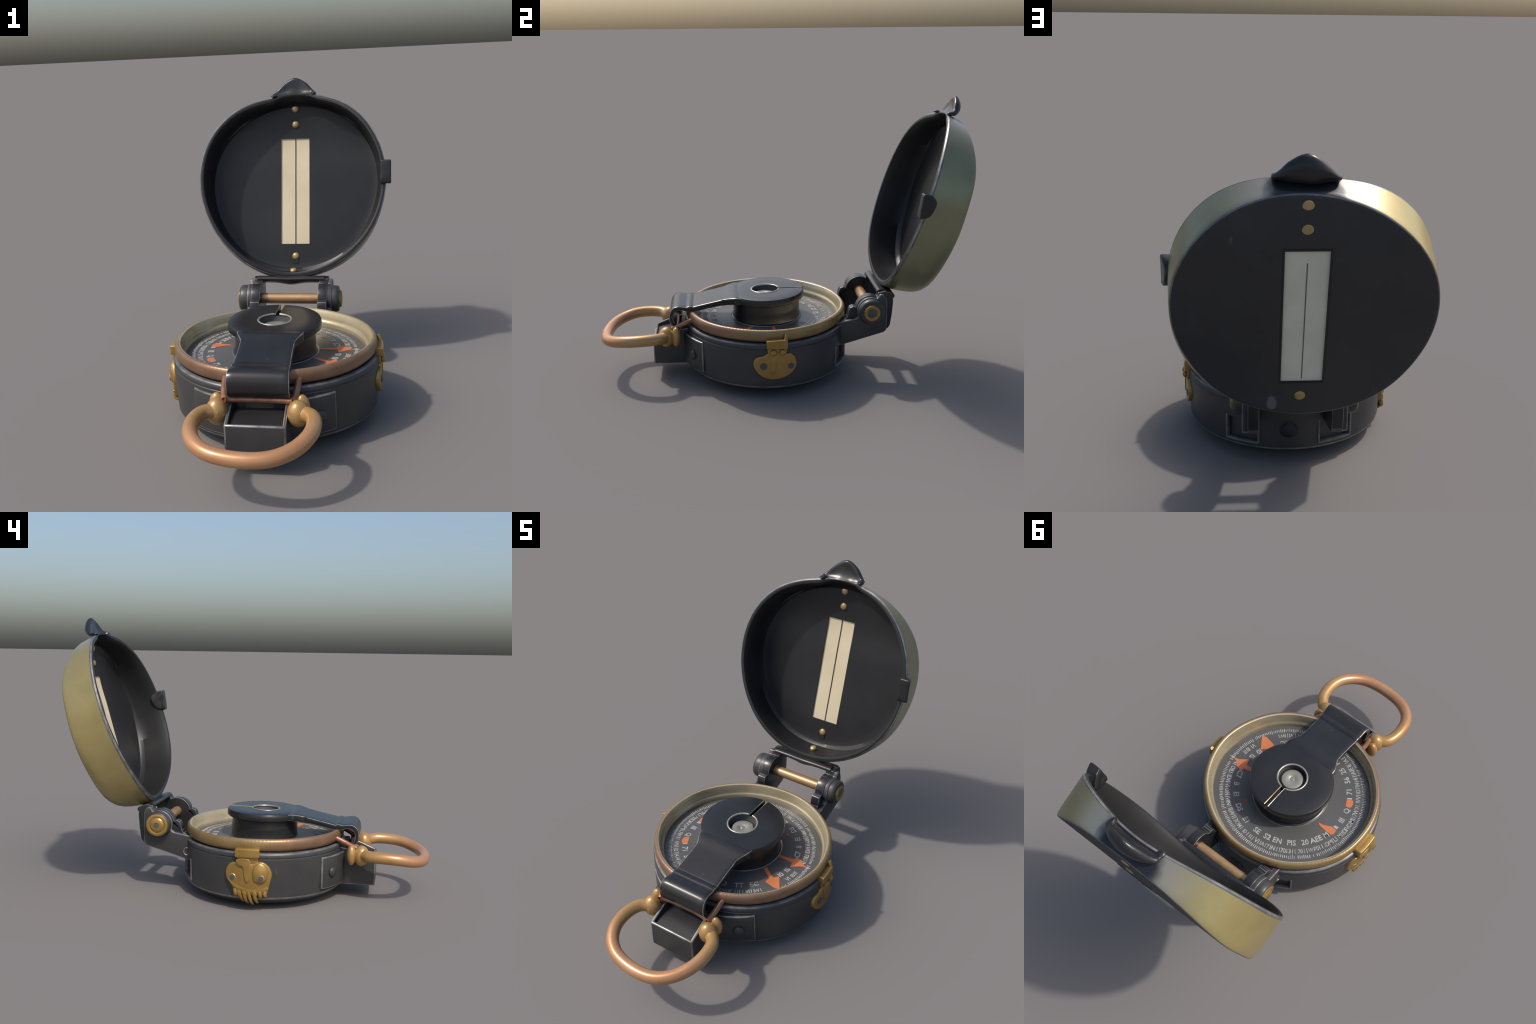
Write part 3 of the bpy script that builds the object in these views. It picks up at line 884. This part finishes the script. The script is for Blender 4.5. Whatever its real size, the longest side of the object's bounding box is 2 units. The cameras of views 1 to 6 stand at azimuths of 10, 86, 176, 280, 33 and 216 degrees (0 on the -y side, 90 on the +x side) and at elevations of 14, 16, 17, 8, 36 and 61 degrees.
row(lambda t: oval(RIM, t, 0.010 * thin(t), 0.0045 * thin(t)), SK)
row(lambda t: oval(RIM, t, 0.006 * thin(t), 0.003), LINE)
row(lambda t: oval(RIM, t, 0.0005, -0.004), EDGE)
for f in (0.06, 0.2, 0.35, 0.5, 0.65, 0.8, 0.92):
    row(lambda t, f=f: mixp(t, f, 0.0, 0.0, 0.010), BAND)
row(lambda t: oval_b(t, 0.001, 0.0125), BAND)
row(lambda t: oval_b(t, 0.0035, 0.0065), EDGE)
row(lambda t: oval_b(t, 0.0085, 0.0032), BK)
for f in (0.98, 0.94, 0.89, 0.82, 0.72, 0.6, 0.45, 0.3, 0.15, 0.02):
    row(lambda t, f=f: pressed(BC + BN * 0.0025 + (oval(BACK, t, 0.010 - 0.010 * math.exp(-((abs(t - 1.5 * pi) - 0.70) / 0.42) ** 2)) - BC) * f), BK)
grid_faces(bm, rows, mat=lambda i, j: kinds[i])
for r_, k_ in ((rows[0], SK), (rows[-1], BK)):
    f = bm.faces.new(r_); f.material_index = k_
lid = add("lid", bm, root, ["enamel", "band", "dimworn", "back", "worn"])

# slot right through the lid, with the pane set back in it
SX0, SX1, SZ0, SZ1 = -0.095, 0.0665, 0.612, 1.191
def lid_block(x0, x1, z0, z1, d0, d1):
    """A bar or pane lying on the lid back, following its swell."""
    bm = bmesh.new()
    n = max(1, int((z1 - z0) / 0.04))
    rows = []
    for i in range(n + 1):
        z = z0 + (z1 - z0) * i / n
        rows.append([bm.verts.new(on_back(x, z, d)) for x, d in ((x0, d0), (x1, d0), (x1, d1), (x0, d1))])
    grid_faces(bm, rows)
    bm.faces.new(rows[0]); bm.faces.new(rows[-1])
    return bm
cut(lid, [lid_block(SX0, SX1, SZ0, SZ1, -0.03, 0.075)])
pane = add("sight_pane", lid_block(SX0 - 0.001, SX1 + 0.001, SZ0 - 0.001, SZ1 + 0.001, 0.0125, PANEL - 0.007), lid, ["cream"])
add("pane_shade_tint_sheet", lid_block(SX0 - 0.001, SX1 + 0.001, SZ0 - 0.001, SZ1 + 0.001, 0.0090, 0.0128), lid, ["shade_cream"])
add("sight_wire", lid_block(-0.0145, -0.0095, SZ0, SZ1, PANEL - 0.008, PANEL - 0.0045), lid, ["wire"])
add("sight_wire", lid_block(-0.0168, -0.0128, 0.624, 1.140, 0.0080, 0.011), lid, ["twine"])
# thin raised moulding round the slot, outside
for (x0, x1, z0, z1) in ((SX0 - 0.008, SX0, SZ0 - 0.008, SZ1 + 0.008), (SX1, SX1 + 0.008, SZ0 - 0.008, SZ1 + 0.008),
                         (SX0, SX1, SZ0 - 0.008, SZ0), (SX0, SX1, SZ1, SZ1 + 0.008)):
    add("slot_moulding", lid_block(x0, x1, z0, z1, 0.0005, 0.006), lid, ["enamel"])

for z, d in ((1.350, 0.012), (1.267, 0.012), (0.545, 0.014)):
    add("rivet", turned(dome(0.0205, 0.012), on_back(-0.011, z, PANEL), BN, 28), lid, ["rivet"])
    add("rivet", turned(dome(0.0215, 0.004), on_back(-0.011, z, 0.0030), -BN, 28), lid, ["rivet"])
add("rivet", turned(dome(0.019, 0.010), (-0.014, 0.672, 0.500), (0, -0.15, 1), 28), lid, ["rivet"])
add("rivet_pad", lid_block(-0.028, 0.004, 0.505, 0.528, PANEL - 0.004, PANEL + 0.004), lid, ["enamel"])

# small square catch on the right rim
o = smooth_outline([(0.674, 0.984), (0.690, 0.974), (0.722, 0.977), (0.750, 1.010), (0.764, 1.046), (0.752, 1.070), (0.728, 1.091), (0.698, 1.096), (0.689, 1.088)], 4)
bm = prism(o, 0.466, 0.524, lambda a, b, d: (d - 0.36 * max(0, a - 0.70), a, b))
add("rim_catch", bm, lid, ["gloss"])
melt(bpy.data.objects["rim_catch"], 0.0035, 7, 0.003, 20.0)

# thumb tab: a bell-shaped tongue rising from the rim and curling back
bm = bmesh.new()
rows = []
NU, NV = 40, 22
sec = catmull([(0, 0.922, -0.002), (0, 0.942, 0.012), (0, 0.958, 0.036), (0, 0.966, 0.070), (0, 0.972, 0.094), (0, 0.986, 0.0985), (0, 1.000, 0.086), (0, 1.008, 0.060), (0, 1.006, 0.036),
               (0, 0.994, 0.012), (0, 0.982, -0.008)], 4)
for i in range(NU + 1):
    u = -1 + 2 * i / NU
    x = -0.009 + 0.124 * u
    bell = max(0.0, cos(pi / 2 * min(1.0, abs(u) * 1.0))) ** 1.35
    hgt = 0.16 + 0.84 * bell
    shift = -0.030 * abs(u) ** 2.0
    zb = 1.437 + (0.004 if u > 0 else -0.002) * abs(u)
    squash = 1.0 - 0.45 * abs(u) ** 3
    rw = []
    for pnt in sec:
        yy = 0.955 + (pnt.y - 0.955) * squash + shift
        rw.append(bm.verts.new((x, yy - 0.006, zb - 0.006 + pnt.z * hgt)))
    rows.append(rw)
grid_faces(bm, rows, closed_u=True)
bm.faces.new(rows[0]); bm.faces.new(rows[-1])
for c, r in (((0.101, 0.928, 1.444), (0.014, 0.028, 0.012)), ((-0.120, 0.908, 1.436), (0.020, 0.022, 0.010))):
    ball(c, *r, bm=bm)
add("thumb_tab", bm, lid, ["gloss"], smooth=180)
melt(bpy.data.objects["thumb_tab"], 0.0042, 6, 0.004, 16.0)

# hinge lugs under the lid and the bar that joins them
for s in (1, -1):
    xc, xd = XM + s * 0.153, XM + s * 0.202
    add("hinge_lug", prism(lug_out, min(xc, xd), max(xc, xd), lambda a, b, d: (d, a, b), 0.009, 3, 1, 18), case, ["gloss", "dimworn"])
leaf = [(0.542, 0.482), (0.552, 0.494), (0.575, 0.494), (0.620, 0.474), (0.640, 0.464), (0.640, 0.448), (0.625, 0.441), (0.595, 0.450), (0.556, 0.466)]
bm = bmesh.new()
cols = []
for i in range(21):
    x = -0.196 + 0.364 * i / 20
    sag = 0.012 * math.exp(-((x + 0.02) / 0.055) ** 2)
    cols.append([bm.verts.new((x, y, z - sag * (1.0 if z < 0.47 else 0.2))) for y, z in smooth_outline(leaf, 4)])
grid_faces(bm, cols)
bm.faces.new(cols[0]); bm.faces.new(cols[-1])
add("hinge_leaf", bm, lid, ["gloss"], smooth=60)
